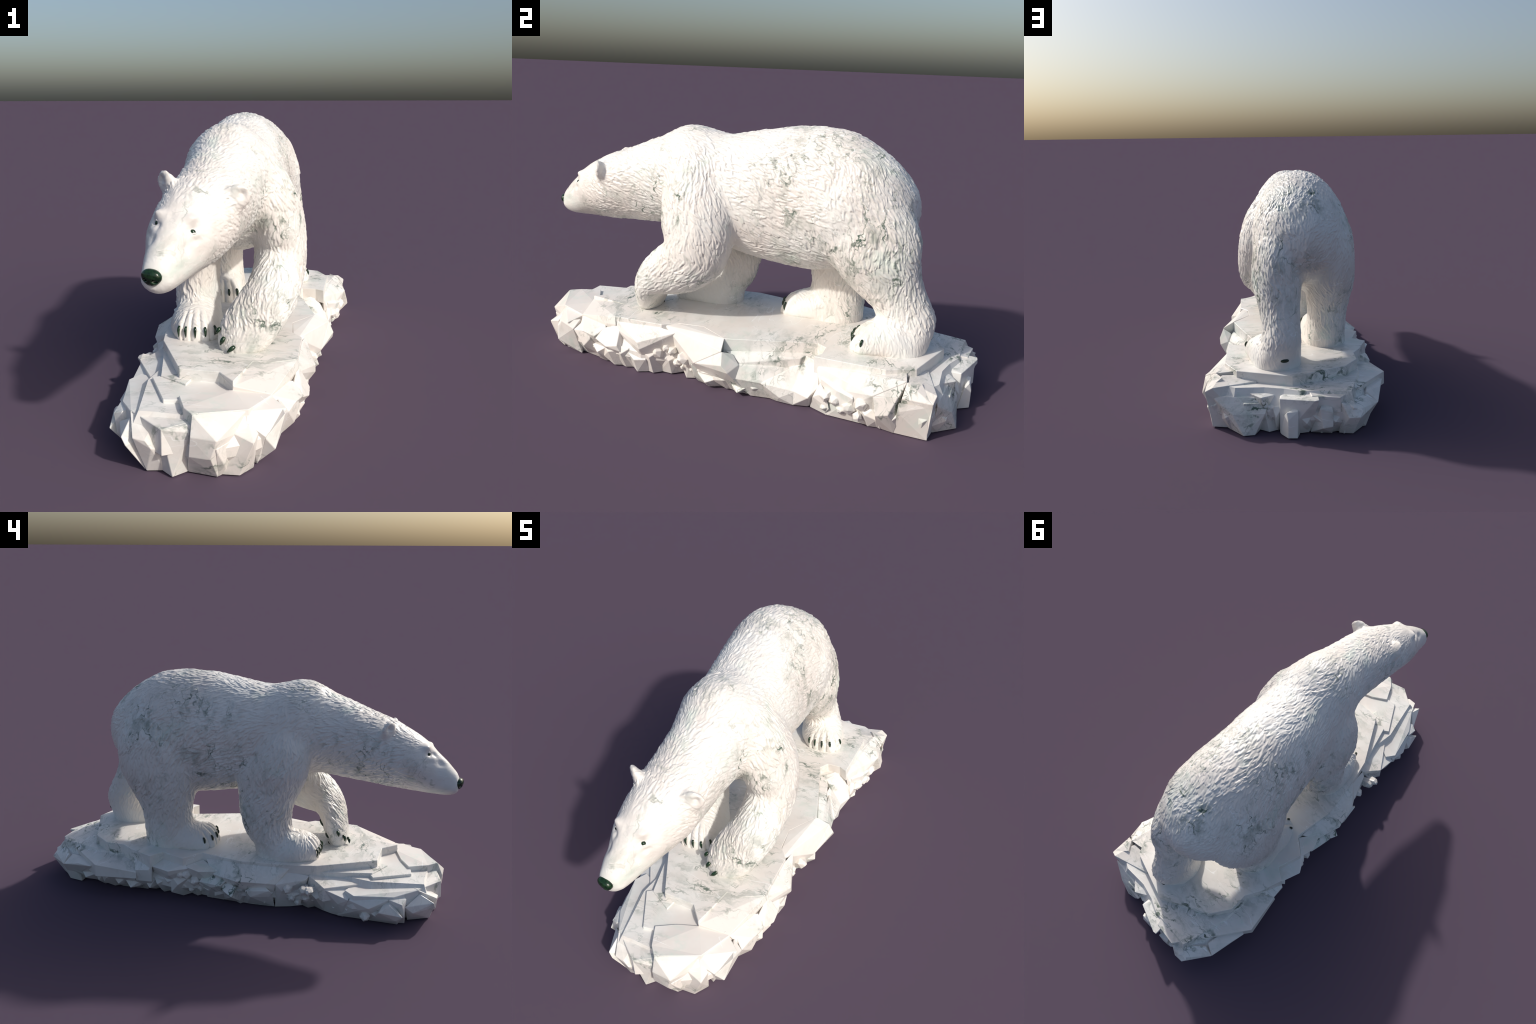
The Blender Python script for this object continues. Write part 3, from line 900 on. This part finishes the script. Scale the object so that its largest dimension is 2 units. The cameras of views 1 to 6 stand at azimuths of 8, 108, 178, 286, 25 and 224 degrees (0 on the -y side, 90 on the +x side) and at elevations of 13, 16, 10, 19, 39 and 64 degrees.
LEFT = [
    ([(-.381, .399, .159), (-.360, .387, .181), (-.384, .465, .152), (-.33, .50, .192), (-.372, .388, .095), (-.372, .47, .09), (-.34, .40, .19)],
     [(-.287, .505), (-.286, .451), (-.24, .43), (-.23, .5)]),
    ([(-.362, .385, .172), (-.402, .290, .178), (-.355, .205, .182), (-.310, .345, .196), (-.345, .225, .198), (-.392, .29, .150)],
     [(-.236, .433), (-.252, .382), (-.260, .317), (-.24, .22)]),
    ([(-.352, .225, .190), (-.372, .150, .182), (-.340, .060, .180), (-.276, .158, .2), (-.355, .13, .150)], [(-.262, .24), (-.270, .14), (-.27, .06), (-.22, .15)]),
    ([(-.390, -.037, .168), (-.366, -.172, .164), (-.343, -.216, .154), (-.284, .140, .212), (-.311, -.040, .222), (-.285, -.270, .216),
      (-.345, .090, .165)], [(-.280, .020), (-.284, -.087), (-.280, -.18), (-.24, -.05)]),
    ([(-.360, .150, .125), (-.372, .085, .108), (-.388, .035, .132), (-.30, .12, .172), (-.335, .01, .15)], [(-.279, .139), (-.283, .050), (-.24, .1)]),
    ([(-.385, .020, .105), (-.398, -.02, .088), (-.375, .00, .078), (-.36, .05, .13), (-.35, -.04, .14)], [(-.282, .05), (-.285, -.05), (-.25, .0)]),
    ([(-.375, -.080, .118), (-.370, -.195, .132), (-.352, -.190, .092), (-.372, -.105, .088), (-.362, -.205, .118), (-.32, -.13, .15)],
     [(-.284, -.065), (-.280, -.200), (-.24, -.14)]),
    ([(-.343, -.216, .152), (-.300, -.350, .176), (-.280, -.360, .188), (-.285, -.24, .2), (-.335, -.245, .120)], [(-.279, -.200), (-.255, -.270), (-.225, -.33), (-.2, -.25)]),
    ([(-.343, -.406, .109), (-.320, -.439, .119), (-.335, -.355, .148), (-.302, -.395, .166), (-.29, -.46, .13)], [(-.215, -.365), (-.253, -.431), (-.2, -.43)]),
    ([(-.341, -.443, .160), (-.336, -.505, .095), (-.330, -.530, .085), (-.345, -.552, .126), (-.26, -.56, .155), (-.26, -.45, .16)],
     [(-.253, -.431), (-.268, -.468), (-.281, -.525), (-.2, -.5)]),
    ([(-.345, -.555, .128), (-.354, -.645, .102), (-.318, -.729, .140), (-.27, -.60, .15), (-.34, -.60, .08)], [(-.279, -.495), (-.278, -.606), (-.277, -.68), (-.2, -.6)]),
    ([(-.358, -.690, .092), (-.335, -.735, .122), (-.338, -.795, .074), (-.322, -.765, .042), (-.28, -.72, .14)], [(-.276, -.640), (-.277, -.772), (-.22, -.7)]),
    ([(-.318, -.728, .141), (-.323, -.788, .126), (-.289, -.803, .141), (-.25, -.78, .15), (-.310, -.800, .06)], [(-.276, -.72), (-.258, -.802), (-.2, -.76)])]
for group in (FRONT, RIGHT, BACK, LEFT):
    for top, foot in group:
        rock(top, foot)

# clusters of stubby crystals on the flanks: tip (x, y, z) and radius, all pointing out of the side
CLUSTERS = {(-1, .05): [(-.350, .288, .135, .022), (-.352, .225, .150, .026), (-.345, .166, .170, .022), (-.335, .285, .092, .017),
                        (-.340, .233, .086, .018), (-.352, .178, .118, .025), (-.340, .144, .108, .019), (-.325, .156, .072, .018),
                        (-.330, .205, .060, .015), (-.350, .255, .118, .017)],
            (-1, -.1): [(-.335, -.271, .132, .024), (-.345, -.345, .142, .024), (-.318, -.288, .084, .018), (-.325, -.355, .098, .019),
                        (-.360, -.370, .153, .014), (-.305, -.315, .060, .016)],
            (1, -.2): [(.272, -.303, .112, .025), (.268, -.265, .132, .017), (.270, -.236, .124, .020), (.292, -.175, .115, .027),
                       (.250, -.266, .080, .014), (.258, -.216, .072, .018), (.270, -.142, .060, .013), (.252, -.190, .055, .015)],
            (1, .1): [(.352, .454, .100, .028), (.354, .489, .088, .026), (.366, .547, .076, .030), (.380, .598, .112, .032),
                      (.335, .448, .042, .018), (.352, .515, .050, .017), (.372, .585, .050, .018)]}
for (dx, dy), tips in CLUSTERS.items():
    for x, y, z, r in tips:
        crystal((x, y, z), (dx, dy + rng.uniform(-.25, .25), rng.uniform(-.1, .5)), r * rng.uniform(.95, 1.15), .085)
# single splinters between the blocks
for p, d, r in (((-.362, -.372, .150), (-1, .2, .25), .020), ((-.37, .245, .15), (-1, 0, .3), .018),
                ((-.335, -.63, .05), (-1, -.2, .2), .024), ((.30, .44, .05), (1, .1, .1), .022)):
    crystal(p, d, r, .08)
